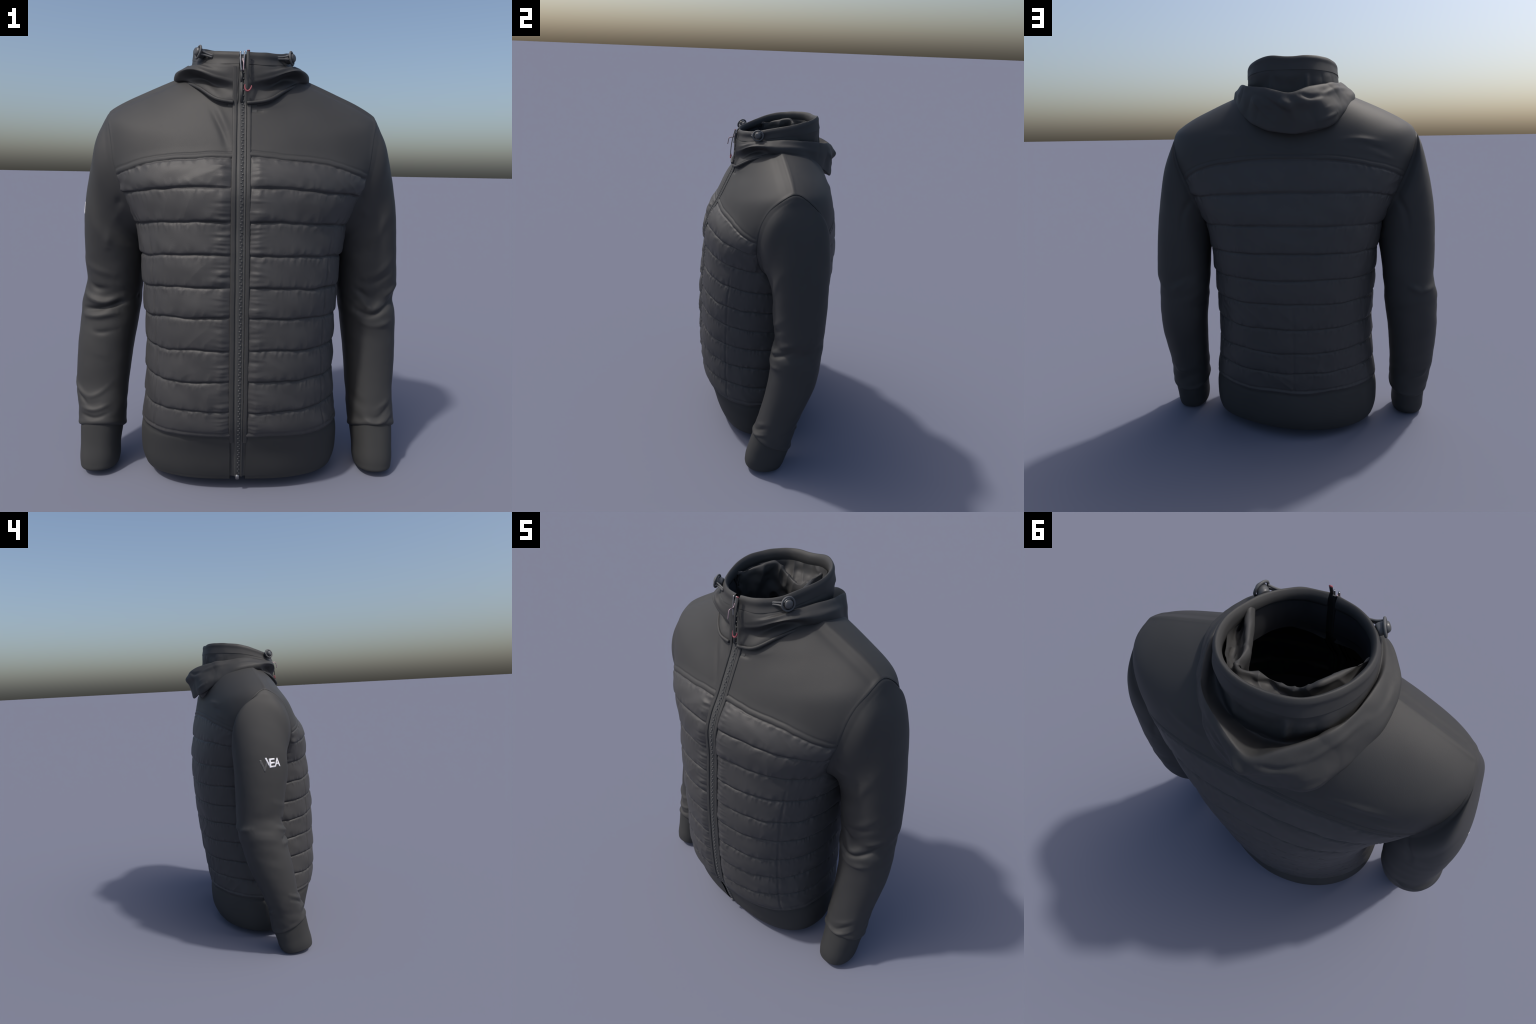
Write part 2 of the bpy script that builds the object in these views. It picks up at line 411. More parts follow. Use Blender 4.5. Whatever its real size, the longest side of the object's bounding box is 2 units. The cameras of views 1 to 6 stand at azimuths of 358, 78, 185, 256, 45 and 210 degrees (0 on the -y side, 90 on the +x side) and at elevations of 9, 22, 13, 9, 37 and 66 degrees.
# yoke: turned edge lying over the quilting, stitched line, shoulder seam ridge, soft folds
P = BASE
isy = band == 10
ylev = levels[10][None, :]
hy = P[..., 2] - np.take_along_axis(P[..., 2], np.full((1, NC), ROW_START[10]), 0)
slope = np.hypot(hy, 0.0)
dy = 0.0025 * (1 - smoothstep(0.0, 0.055, slope)) + 0.0022 * np.exp(-((slope - 0.009) / 0.008) ** 2) - 0.0022 * np.exp(-((slope - 0.021) / 0.0035) ** 2)
upper = P[..., 2] > 1.55
sh = np.exp(-(((P[..., 1] - 0.026) + 0.006) / 0.011) ** 2) * smoothstep(1.60, 1.66, P[..., 2])
dy = dy + 0.0032 * sh - 0.0028 * np.exp(-((P[..., 1] + 0.018) / 0.016) ** 2) * smoothstep(1.60, 1.66, P[..., 2])
dy = dy + fold(P, [(-0.150, -0.19, 1.72), (-0.115, -0.215, 1.66), (-0.075, -0.25, 1.58), (-0.048, -0.285, 1.50)], 0.013, -0.007)
dy = dy + fold(P, [(-0.120, -0.19, 1.72), (-0.080, -0.22, 1.65), (-0.050, -0.26, 1.58)], 0.014, 0.005)
dy = dy + fold(P, [(0.10, -0.20, 1.69), (0.16, -0.19, 1.70), (0.20, -0.17, 1.72)], 0.012, 0.004)
dy = dy + fold(P, [(0.04, -0.21, 1.665), (0.10, -0.205, 1.668)], 0.009, -0.005)
dy = dy + fold(P, [(-0.16, 0.36, 1.60), (-0.30, 0.32, 1.61), (-0.45, 0.25, 1.58)], 0.014, 0.006)
dy = dy + fold(P, [(-0.20, 0.37, 1.575), (-0.34, 0.33, 1.58), (-0.50, 0.23, 1.53)], 0.012, -0.005)
dy = dy + fold(P, [(-0.22, 0.39, 1.55), (-0.36, 0.34, 1.55), (-0.50, 0.25, 1.50)], 0.012, 0.004)
dy = dy + fold(P, [(0.18, 0.35, 1.63), (0.32, 0.30, 1.63), (0.44, 0.22, 1.62)], 0.02, 0.005)
dy = dy + 0.0016 * noise(P * 7.0)
disp = np.where(isy[:, None], dy, disp)
# hem band: smooth knit, slightly full below its seam, rolled in at the lower edge
ish = band == 0
tb = t2
dh = 0.004 * np.clip(4 * tb * (1 - tb), 0, 1) ** 0.5 - 0.006 * np.exp(-((1 - tb) / 0.06) ** 2) + 0.0015 * noise(P * np.array([5, 5, 2.5]))
disp = np.where(ish[:, None], dh, disp)
# drop at the yoke seam itself
r = ROW_START[10]
disp[r - 1] -= 0.002; disp[r] = 0.0015 + 0.0 * disp[r]
# the body cloth ends under the sleeve head: sink it and drop the faces deeper inside the armhole
HOLE = np.zeros(disp.shape, bool)
BASE_S = BASE.copy()
for sd in (1, -1):
    ring = ARM[sd][0]; ins = inside_armhole(THG, vrows, sd)
    near = np.abs(BASE[..., 0] - XC - sd * 0.55) < 0.16
    dist = np.full(disp.shape, 1.0); dist[near] = polyline_distance(BASE[near], np.concatenate([ring[::2], ring[:1]]))[0]
    sd_ = np.where(ins, -dist, dist)
    disp = disp * smoothstep(-0.004, 0.025, sd_) + 0.0006 * smoothstep(0.03, 0.0, sd_) + 0.0012 * np.exp(-((sd_ - 0.006) / 0.005) ** 2)
    pk = noise(np.stack([BASE[..., 1] * 9, BASE[..., 2] * 30, BASE[..., 0] * 4], -1)) * np.exp(-(np.clip(sd_, 0, 1) / 0.05) ** 2) * smoothstep(0.0, 0.015, sd_)
    disp = disp + np.where(quilt[:, None] & (BASE[..., 2] > 1.1), 0.006 * pk, 0)
    # snap the rim of the opening onto the seam itself
    band_ = ins & (dist < 0.040)
    loop = np.concatenate([ring, ring[:1]]); _, fr = polyline_distance(BASE[band_], loop)
    fr = fr * NPHI; i0_ = np.clip(fr.astype(int), 0, NPHI - 1); ft = (fr - i0_)[:, None]
    BASE_S[band_] = loop[i0_] * (1 - ft) + loop[i0_ + 1] * ft
    disp[band_] = 0.0006
    HOLE |= sd_ < -0.010
TORSO = BASE_S + NRM * disp[..., None]
# back of the hem kicks out a little below the quilting (as in the side view)
TN = grid_normals(TORSO)

r0, r1 = ROW_START[10], ROW_START[11]
grid_object('front_yoke', TORSO, SOFT, jacket, normals=TN, hole=HOLE, rows=(r0, r1), cols=(0, C_SIDE_R))
grid_object('front_yoke', TORSO, SOFT, jacket, normals=TN, hole=HOLE, rows=(r0, r1), cols=(C_SIDE_L, NC - 1))
grid_object('back_yoke', TORSO, SOFT, jacket, normals=TN, hole=HOLE, rows=(r0, r1), cols=(C_SIDE_R, C_SIDE_L))
for k in range(1, 10):
    a, b = ROW_START[k], ROW_START[k + 1]
    for cols in ((0, C_SIDE_R), (C_SIDE_R, C_SIDE_L), (C_SIDE_L, NC - 1)):
        grid_object('quilt_baffle', TORSO, QUILT, jacket, normals=TN, hole=HOLE, rows=(a, b), cols=cols)

# hem band with its rolled lower edge, turned up inside
a, b = ROW_START[0], ROW_START[1]
low = TORSO[0]; cen = np.array([XC, 0.01, 0.0])
inward = (cen - low); inward[:, 2] = 0; inward /= np.linalg.norm(inward, axis=1)[:, None]
roll = []
for ang in np.linspace(0, np.pi, 9)[1:]:
    roll.append(low + inward * 0.012 * (1 - math.cos(ang)) + np.array([0, 0, -0.012 * math.sin(ang)]))
roll.append(roll[-1] + np.array([0, 0, 0.10]) + inward * 0.004)
HEM = np.concatenate([np.array(roll[::-1]), TORSO[a:b + 1]])
hem = grid_object('hem_band', HEM, KNIT, jacket)

# ------------------------------------------------------------------ placket, zipper
_f = ring_params(np.linspace(V0, 1.745, 60))     # centre front of the body, then up the collar
zc = np.concatenate([_f[:, 0], [1.700, 1.730, 1.78, 1.84, 1.905]])
yc = np.concatenate([_f[:, 1], [-0.199, -0.197, -0.193, -0.187, -0.178]])
def zip_path(z):
    y = spline(zc, yc, z)
    dz = 1e-3; ty = (spline(zc, yc, z + dz) - y) / dz
    n = np.stack([0 * z, -np.ones_like(z), ty], -1); n /= np.linalg.norm(n, axis=-1, keepdims=True)
    p = np.stack([np.full_like(z, ZIPX), y, z], -1)
    return p, n

def strip(name, profile, z0, z1, mat, nz=420, jitter=0.0, cap=True):
    """Long strip following the zip: profile = (x offset, outward offset) points."""
    z = np.linspace(z0, z1, nz); p, n = zip_path(z)
    pr = np.array(profile); G = p[:, None] + pr[None, :, 0:1] * np.array([1., 0, 0]) + pr[None, :, 1:2] * n[:, None]
    if jitter:
        G = G + n[:, None] * (jitter * noise(np.stack([z * 14, z * 0, z * 0], -1)))[:, None, None]
        G[..., 0] += (jitter * noise(np.stack([z * 9, z * 0 + 7, z * 0], -1)))[:, None]
    return grid_object(name, G, mat, jacket, normals=None)

def welt(x0, x1, h, foot=-0.010, n=9):
    """Rounded raised welt cross-section."""
    w = x1 - x0; pts = [(x0, foot)]
    for i in range(n):
        a = i / (n - 1)
        pts.append((x0 + w * a, h * (1 - abs(2 * a - 1) ** 6) ** 0.7 if 0 < a < 1 else h * 0.1))
    return pts + [(x1, foot)]

strip('placket_welt', welt(-0.041, -0.021, 0.0034), 0.268, 1.845, SOFT, jitter=0.0012)
strip('placket_welt', welt(0.019, 0.037, 0.0034), 0.268, 1.70, SOFT, jitter=0.0012)
# tape with a sunken channel either side of the coil
tape = [(-0.060, -0.006), (-0.024, -0.003), (-0.020, -0.001), (-0.0175, -0.003), (-0.015, 0.001), (-0.011, 0.002), (-0.007, 0.001), (0.006, 0.001),
        (0.0085, -0.0015), (0.0105, -0.0015), (0.012, 0.002), (0.0165, 0.002), (0.0185, -0.002), (0.026, -0.003), (0.060, -0.006)]
strip('zipper_tape', tape, 0.074, 1.70, TAPE, jitter=0.0008)
# collar section of the tape
strip('zipper_tape', [(-0.036, -0.008), (-0.022, -0.003), (-0.018, -0.001), (-0.0125, 0.001), (-0.0075, 0.001), (-0.006, -0.002), (0.004, -0.002), (0.0055, 0.001), (0.012, 0.001), (0.018, -0.001), (0.022, -0.003), (0.036, -0.008)], 1.69, 1.896, TAPE, nz=80)
# teeth
bmT = bmesh.new()
zt = np.arange(0.095, 1.895, 0.0115); pt, nt_ = zip_path(zt)
for i in range(len(zt)):
    n = nt_[i]; up = np.cross([1, 0, 0], n); up /= np.linalg.norm(up)
    if up[2] < 0: up = -up
    side = -1 if i % 2 else 1
    c = pt[i] + np.array([0.0026 * side + 0.001, 0, 0]) + n * 0.0016
    ret = bmesh.ops.create_cube(bmT, size=1)
    for v in ret['verts']:
        co = np.array(v.co); v.co = Vector(c + co[0] * 0.0066 * np.array([1., 0, 0]) + co[1] * 0.0040 * n + co[2] * 0.0060 * up)
bmesh.ops.bevel(bmT, geom=bmT.edges[:], offset=0.0010, segments=1, affect='EDGES')
me = bpy.data.meshes.new('zipper_teeth'); bmT.to_mesh(me); bmT.free(); me.materials.append(TEETH)
teeth = link(bpy.data.objects.new('zipper_teeth', me), jacket); teeth['kind'] = 'stuff'
X = np.array([1., 0, 0])
def zframe(z):
    p, n = zip_path(np.array([z])); n = n[0]; up = np.cross(n, X); up /= np.linalg.norm(up)
    if up[2] < 0: up = -up
    return p[0], n, up
# bottom stop box
p, n, up = zframe(0.074)
rounded_box('zipper_stop', p + n * 0.003 + X * -0.003, (0.016, 0.010, 0.026), (X, n, up), 0.002, METAL, jacket)
# slider at the top, its pull and the fabric pull tab
p, n, up = zframe(1.868)
slider = rounded_box('zipper_slider', p + n * 0.006 + X * -0.003, (0.024, 0.010, 0.034), (X, n, up), 0.003, PLASTIC, jacket)
tube('slider_wing', [p + n * 0.012 + X * -0.010 + up * 0.035, p + n * 0.013 + X * -0.010 + up * 0.0, p + n * 0.012 + X * -0.006 - up * 0.045], 0.0034, METAL, slider)
tube('slider_wing', [p + n * 0.012 + X * 0.006 + up * 0.036, p + n * 0.013 + X * 0.005 + up * 0.01, p + n * 0.012 + X * 0.004 - up * 0.012], 0.0034, METAL, slider)
tube('pull_wire', [p + n * 0.014 + X * 0.0 + up * 0.005, p + n * 0.020 + X * 0.001 - up * 0.010, p + n * 0.038 + X * 0.003 - up * 0.014, p + n * 0.046 + X * 0.003 - up * 0.022, p + n * 0.048 + X * 0.002 - up * 0.055], 0.0026, PINK, slider)
# long garage / lower part of the puller lying on the collar
p2, n2, up2 = zframe(1.775)
rounded_box('zipper_garage', p2 + n2 * 0.003 + X * -0.004 - up2 * 0.035, (0.013, 0.006, 0.082), (X, n2, up2), 0.0022, TAPE, jacket)
rounded_box('zipper_garage', p2 + n2 * 0.003 + X * -0.004 + up2 * 0.030, (0.011, 0.006, 0.040), (X, n2, up2), 0.0022, TAPE, jacket)
# hanging pull tab: a folded tape, red loop at its end
q0 = p + X * 0.022 + n * 0.020 + up * 0.034
tabG = []
for s_ in np.linspace(0, 1, 24):
    c = q0 - up * (0.155 * s_) + n * 0.008 * np.sin(np.pi * s_ * 0.9) + X * (-0.006 * s_)
    c[1] = min(c[1], zframe(max(1.70, c[2]))[0][1] - 0.012)
    w = 0.0065; th = 0.0022
    tabG.append([c + X * w * math.cos(a_) + n * th * math.sin(a_) for a_ in np.linspace(0, 2 * np.pi, 12, endpoint=False)])
tab = grid_object('pull_tab', np.array(tabG), SOFT, jacket, closed_u=True)
e = np.array(tabG[-1]).mean(0)
tube('pull_loop', [e + X * -0.006 + up * 0.018, e + X * -0.007 + up * 0.004, e + X * 0.000 - up * 0.008, e + X * 0.011 - up * 0.006, e + X * 0.019 + up * 0.006, e + X * 0.020 + up * 0.014], [0.0026, 0.0034, 0.0036, 0.0034, 0.0030, 0.0022], RED, tab)
rounded_box('tab_stitch', np.array(tabG[0]).mean(0) + up * 0.002, (0.013, 0.006, 0.005), (X, n, up), 0.0015, RED, tab)

# ------------------------------------------------------------------ sleeves
# rings: outer/top, front, inner/bottom, back points
def hring(zf, yf, zb, yb, xin, xout):
    """ring across a hanging arm: front and back heights differ where the arm swings forward"""
    zm, ym = (zf + zb) / 2, (yf + yb) / 2
    return [(xout, ym, zm), ((xin + xout) / 2, yf, zf), (xin, ym, zm), ((xin + xout) / 2, yb, zb)]

RIGHT = [
    [(0.648, 0.038, 1.612), (0.598, -0.122, 1.350), (0.462, 0.060, 1.110), (0.598, 0.228, 1.390)],
    [(0.697, 0.055, 1.490), (0.622, -0.084, 1.240), (0.466, 0.070, 1.080), (0.625, 0.236, 1.270)],
    [(0.745, 0.066, 1.270), (0.630, -0.064, 1.120), (0.472, 0.078, 1.040), (0.630, 0.238, 1.135)],
    hring(0.985, -0.060, 0.985, 0.236, 0.480, 0.774),
    hring(0.890, -0.048, 0.880, 0.228, 0.488, 0.778),
    hring(0.825, -0.042, 0.805, 0.228, 0.497, 0.768),
    hring(0.765, -0.060, 0.735, 0.222, 0.503, 0.777),
    hring(0.645, -0.066, 0.580, 0.196, 0.521, 0.782),
    hring(0.505, -0.086, 0.425, 0.142, 0.533, 0.774),
    hring(0.395, -0.110, 0.305, 0.104, 0.540, 0.764),
    hring(0.305, -0.134, 0.205, 0.078, 0.545, 0.766),
    hring(0.240, -0.158, 0.135, 0.068, 0.551, 0.762),
]
LEFT = [
    [(-0.630, 0.048, 1.615), (-0.588, -0.116, 1.350), (-0.440, 0.075, 1.110), (-0.588, 0.244, 1.400)],
    [(-0.675, 0.060, 1.480), (-0.610, -0.084, 1.240), (-0.444, 0.085, 1.080), (-0.610, 0.246, 1.280)],
    [(-0.720, 0.075, 1.270), (-0.612, -0.080, 1.120), (-0.450, 0.090, 1.040), (-0.612, 0.244, 1.135)],
    hring(0.985, -0.058, 0.985, 0.246, -0.460, -0.740),
    hring(0.890, -0.044, 0.880, 0.248, -0.472, -0.738),
    hring(0.825, -0.038, 0.805, 0.246, -0.480, -0.756),
    hring(0.745, -0.050, 0.715, 0.230, -0.489, -0.765),
    hring(0.645, -0.068, 0.580, 0.196, -0.508, -0.776),
    hring(0.505, -0.088, 0.425, 0.132, -0.527, -0.778),
    hring(0.395, -0.104, 0.305, 0.090, -0.538, -0.776),
    hring(0.305, -0.135, 0.205, 0.076, -0.540, -0.764),
    hring(0.240, -0.155, 0.135, 0.062, -0.545, -0.753),
]
CUFF_R = [hring(0.234, -0.155, 0.140, 0.064, 0.560, 0.757), hring(0.150, -0.180, 0.080, 0.044, 0.568, 0.754),
          hring(0.060, -0.200, 0.022, 0.024, 0.572, 0.751), hring(0.034, -0.200, 0.008, 0.016, 0.578, 0.746), hring(0.022, -0.180, 0.001, -0.004, 0.597, 0.729)]
CUFF_L = [hring(0.234, -0.152, 0.140, 0.058, -0.556, -0.748), hring(0.150, -0.168, 0.080, 0.038, -0.564, -0.746),
          hring(0.060, -0.186, 0.022, 0.022, -0.567, -0.745), hring(0.034, -0.186, 0.008, 0.012, -0.573, -0.740), hring(0.022, -0.166, 0.001, -0.006, -0.592, -0.722)]
def ring_curve(R, n=2.15):
    T, F, I, B = [np.array(p, float) for p in R]
    e = 2 / n
    c = np.sign(np.cos(PHI)) * np.abs(np.cos(PHI)) ** e; s = np.sign(np.sin(PHI)) * np.abs(np.sin(PHI)) ** e
    cen = (T + I + F + B) / 4; dd = ((T + I) / 2 - (F + B) / 2) / 2
    return cen + c[:, None] * (T - I) / 2 + s[:, None] * (F - B) / 2 + np.cos(2 * PHI)[:, None] * dd

def loft(rings, rows_per=26):
    R = np.array(rings)
    # parameter by mean distance between rings
    d = np.linalg.norm(np.diff(R, axis=0), axis=2).mean(1); k = np.concatenate([[0], np.cumsum(d)])
    x = np.linspace(0, k[-1], int(k[-1] / 0.0045))
    return R, x, k

def catmull_from(keys, vals, x, m0):
    """as catmull, with the first tangent blended towards m0"""
    h0 = keys[1] - keys[0]
    ghost = vals[1] - 2 * h0 * m0
    return catmull(np.concatenate([[keys[0] - h0], keys]), np.concatenate([ghost[None], vals]), x)

def sleeve(side, table, cuff, folds):
    ah, th0, v0 = ARM[side]
    h = 1e-3
    nrm0 = np.cross(torso(th0 + h, v0) - ah, torso(th0, v0 + h) - ah); nrm0 /= np.linalg.norm(nrm0, axis=1)[:, None]
    tau = np.roll(ah, -1, 0) - np.roll(ah, 1, 0); tau /= np.linalg.norm(tau, axis=1)[:, None]
    tin = np.cross(nrm0, tau); cc = ah.mean(0)
    tin *= np.sign(((cc - ah) * tin).sum(1))[:, None]        # points into the armhole, along the cloth
    sg = np.sign(((ah - np.array([0, 0.0, ah[:, 2].mean()])) * nrm0).sum(1))[:, None]
    under = ah - 0.0004 * nrm0 * sg
    R, x, k = loft([under] + [ring_curve(R_) for R_ in table])
    dist = np.linalg.norm(R[1] - R[0], axis=1)[:, None]; h0 = k[1] - k[0]
    plainm = (R[1] - R[0]) / h0
    wt = (0.3 * smoothstep(1.16, 1.34, ah[:, 2]) + 0.65 * smoothstep(1.60, 1.66, ah[:, 2]))[:, None]
    G = catmull_from(k, R, x, plainm * (1 - wt) + tin * dist / h0 * wt)
    nm = grid_normals(G, closed_u=True)
    out = G - G.mean(1, keepdims=True)
    if (nm * out).sum() < 0: nm = -nm
    d = np.zeros(G.shape[:2])
    # raised seam allowance at the armhole
    xs = x[:, None]
    d += 0.0006 * np.exp(-((xs - 0.008) / 0.007) ** 2) - 0.0006 * np.exp(-((xs - 0.024) / 0.006) ** 2)
    for line, w, a in folds: d += fold(G, line, w, 1.3 * a)
    d += 0.003 * noise(G * np.array([5, 5, 4.0]) + side * 3.3)
    # slack cloth: crosswise ripples at the elbow and above the cuff
    z = G[..., 2]
    ang = PHI[None, :] + 0 * z
    rip = noise(np.stack([z * 17 + 0.8 * np.sin(ang + side), np.cos(ang) * 1.1, np.sin(ang) * 1.1 + side * 4], -1))
    wgt = 0.9 * np.exp(-((z - 0.80) / 0.10) ** 2) + 1.0 * np.exp(-((z - 0.27) / 0.09) ** 2) + 0.25
    d += 0.0042 * rip * wgt * smoothstep(0.1, 0.3, xs)
    # sleeve end tucks under to the cuff
    e = x[-1] - xs
    d += 0.004 * np.exp(-((e - 0.018) / 0.014) ** 2) - 0.010 * np.exp(-(e / 0.006) ** 2)
    G = G + nm * d[..., None]
    sl = grid_object('sleeve', G, SOFT, jacket, closed_u=True, flip=(side > 0))
    C, x2, k2 = loft([ring_curve(R_, 2.3) for R_ in cuff]); C = catmull(k2, C, x2)
    nm2 = grid_normals(C, closed_u=True)
    if (nm2 * (C - C.mean(1, keepdims=True))).sum() < 0: nm2 = -nm2
    C = C + nm2 * (0.0015 * noise(C * np.array([9, 9, 5.0])))[..., None]
    # close the end a little above its rim
    m = C[-1].mean(0); last = C[-1]
    ring1 = m + (last - m) * 0.75 + np.array([0, 0, 0.004]); ring2 = m + (last - m) * 0.02 + np.array([0, 0, 0.006])
    head = C[0] + (C[0].mean(0) - C[0]) * 0.05 + np.array([0, 0, 0.02])
    C = np.concatenate([head[None], C, ring1[None], ring2[None]])
    C[..., 2] = np.maximum(C[..., 2], 0.0)
    cf = grid_object('cuff', C, KNIT, sl, closed_u=True, flip=(side > 0))
    return G

FOLDS_R = [
    ([(0.575, -0.04, 0.835), (0.64, -0.07, 0.785), (0.70, -0.05, 0.83), (0.765, 0.02, 0.885)], 0.016, 0.013),
    ([(0.56, -0.04, 0.775), (0.63, -0.07, 0.755), (0.71, -0.04, 0.79), (0.775, 0.04, 0.845)], 0.013, -0.012),
    ([(0.56, -0.02, 0.88), (0.62, -0.06, 0.835), (0.69, -0.05, 0.875)], 0.014, -0.008),
    ([(0.57, -0.06, 0.72), (0.65, -0.08, 0.70), (0.73, -0.04, 0.72)], 0.014, 0.007),
    ([(0.56, -0.13, 0.37), (0.65, -0.15, 0.315), (0.74, -0.10, 0.355)], 0.012, 0.007),
    ([(0.58, -0.14, 0.315), (0.66, -0.155, 0.28), (0.75, -0.10, 0.33)], 0.010, -0.007),
    ([(0.57, -0.14, 0.285), (0.66, -0.16, 0.25), (0.755, -0.10, 0.29)], 0.010, 0.007),
    ([(0.60, 0.22, 0.86), (0.68, 0.245, 0.82), (0.75, 0.19, 0.84)], 0.016, 0.008),
    ([(0.55, -0.10, 1.26), (0.60, -0.12, 1.20), (0.62, -0.11, 1.11)], 0.018, 0.006),
    ([(0.54, -0.13, 1.33), (0.575, -0.15, 1.25), (0.60, -0.13, 1.16)], 0.014, -0.006),
    ([(0.70, -0.02, 1.30), (0.66, -0.06, 1.18), (0.60, -0.05, 1.05)], 0.022, 0.004),
    ([(0.74, 0.02, 1.06), (0.68, -0.04, 0.98), (0.60, -0.05, 0.93)], 0.018, 0.005),
    ([(0.75, 0.03, 0.99), (0.68, -0.04, 0.93), (0.62, -0.05, 0.90)], 0.014, -0.005),
    ([(0.78, 0.10, 0.66), (0.72, 0.0, 0.60), (0.64, -0.07, 0.56)], 0.018, 0.003),
    ([(0.77, 0.15, 0.36), (0.72, 0.09, 0.30), (0.64, 0.11, 0.27)], 0.012, 0.005),
    ([(0.53, 0.20, 1.33), (0.58, 0.24, 1.24), (0.60, 0.24, 1.14)], 0.016, -0.006),
]
FOLDS_L = [
    ([(-0.76, 0.03, 0.855), (-0.70, -0.02, 0.82), (-0.62, -0.04, 0.80), (-0.55, -0.01, 0.83)], 0.018, 0.012),
    ([(-0.73, -0.01, 0.765), (-0.66, -0.045, 0.77), (-0.58, -0.04, 0.79), (-0.49, 0.06, 0.81)], 0.012, -0.013),
    ([(-0.74, -0.01, 0.735), (-0.66, -0.05, 0.735), (-0.57, -0.04, 0.75)], 0.014, 0.008),
    ([(-0.73, -0.01, 0.90), (-0.66, -0.03, 0.865), (-0.58, -0.02, 0.875)], 0.015, -0.008),
    ([(-0.78, -0.02, 0.42), (-0.72, -0.11, 0.37), (-0.65, -0.12, 0.38), (-0.56, -0.09, 0.44)], 0.012, 0.009),
    ([(-0.77, -0.03, 0.385), (-0.70, -0.13, 0.335), (-0.60, -0.13, 0.36)], 0.010, -0.007),
    ([(-0.73, -0.11, 0.31), (-0.66, -0.14, 0.31), (-0.58, -0.12, 0.335)], 0.010, 0.007),
    ([(-0.74, -0.11, 0.28), (-0.66, -0.15, 0.275), (-0.57, -0.13, 0.30)], 0.009, -0.006),
    ([(-0.58, 0.23, 0.87), (-0.66, 0.255, 0.83), (-0.73, 0.19, 0.85)], 0.016, 0.008),
    ([(-0.52, -0.11, 1.30), (-0.56, -0.12, 1.22), (-0.59, -0.09, 1.12)], 0.016, -0.007),
    ([(-0.54, -0.09, 1.22), (-0.58, -0.10, 1.15), (-0.60, -0.07, 1.07)], 0.018, 0.006),
    ([(-0.68, -0.02, 1.28), (-0.64, -0.06, 1.16), (-0.58, -0.05, 1.04)], 0.022, 0.004),
    ([(-0.73, 0.04, 1.00), (-0.66, -0.03, 0.96), (-0.58, -0.05, 0.93)], 0.018, 0.005),
    ([(-0.72, 0.0, 0.68), (-0.65, -0.06, 0.66), (-0.57, -0.04, 0.67)], 0.012, -0.005),
    ([(-0.77, 0.08, 0.62), (-0.71, -0.03, 0.57), (-0.62, -0.08, 0.55)], 0.018, 0.003),
    ([(-0.77, 0.10, 0.36), (-0.72, 0.08, 0.30), (-0.64, 0.10, 0.27)], 0.012, 0.005),
    ([(-0.52, 0.21, 1.33), (-0.56, 0.25, 1.24), (-0.58, 0.25, 1.14)], 0.016, -0.006),
]
SLR = sleeve(1, RIGHT, CUFF_R, FOLDS_R)
SLL = sleeve(-1, LEFT, CUFF_L, FOLDS_L)

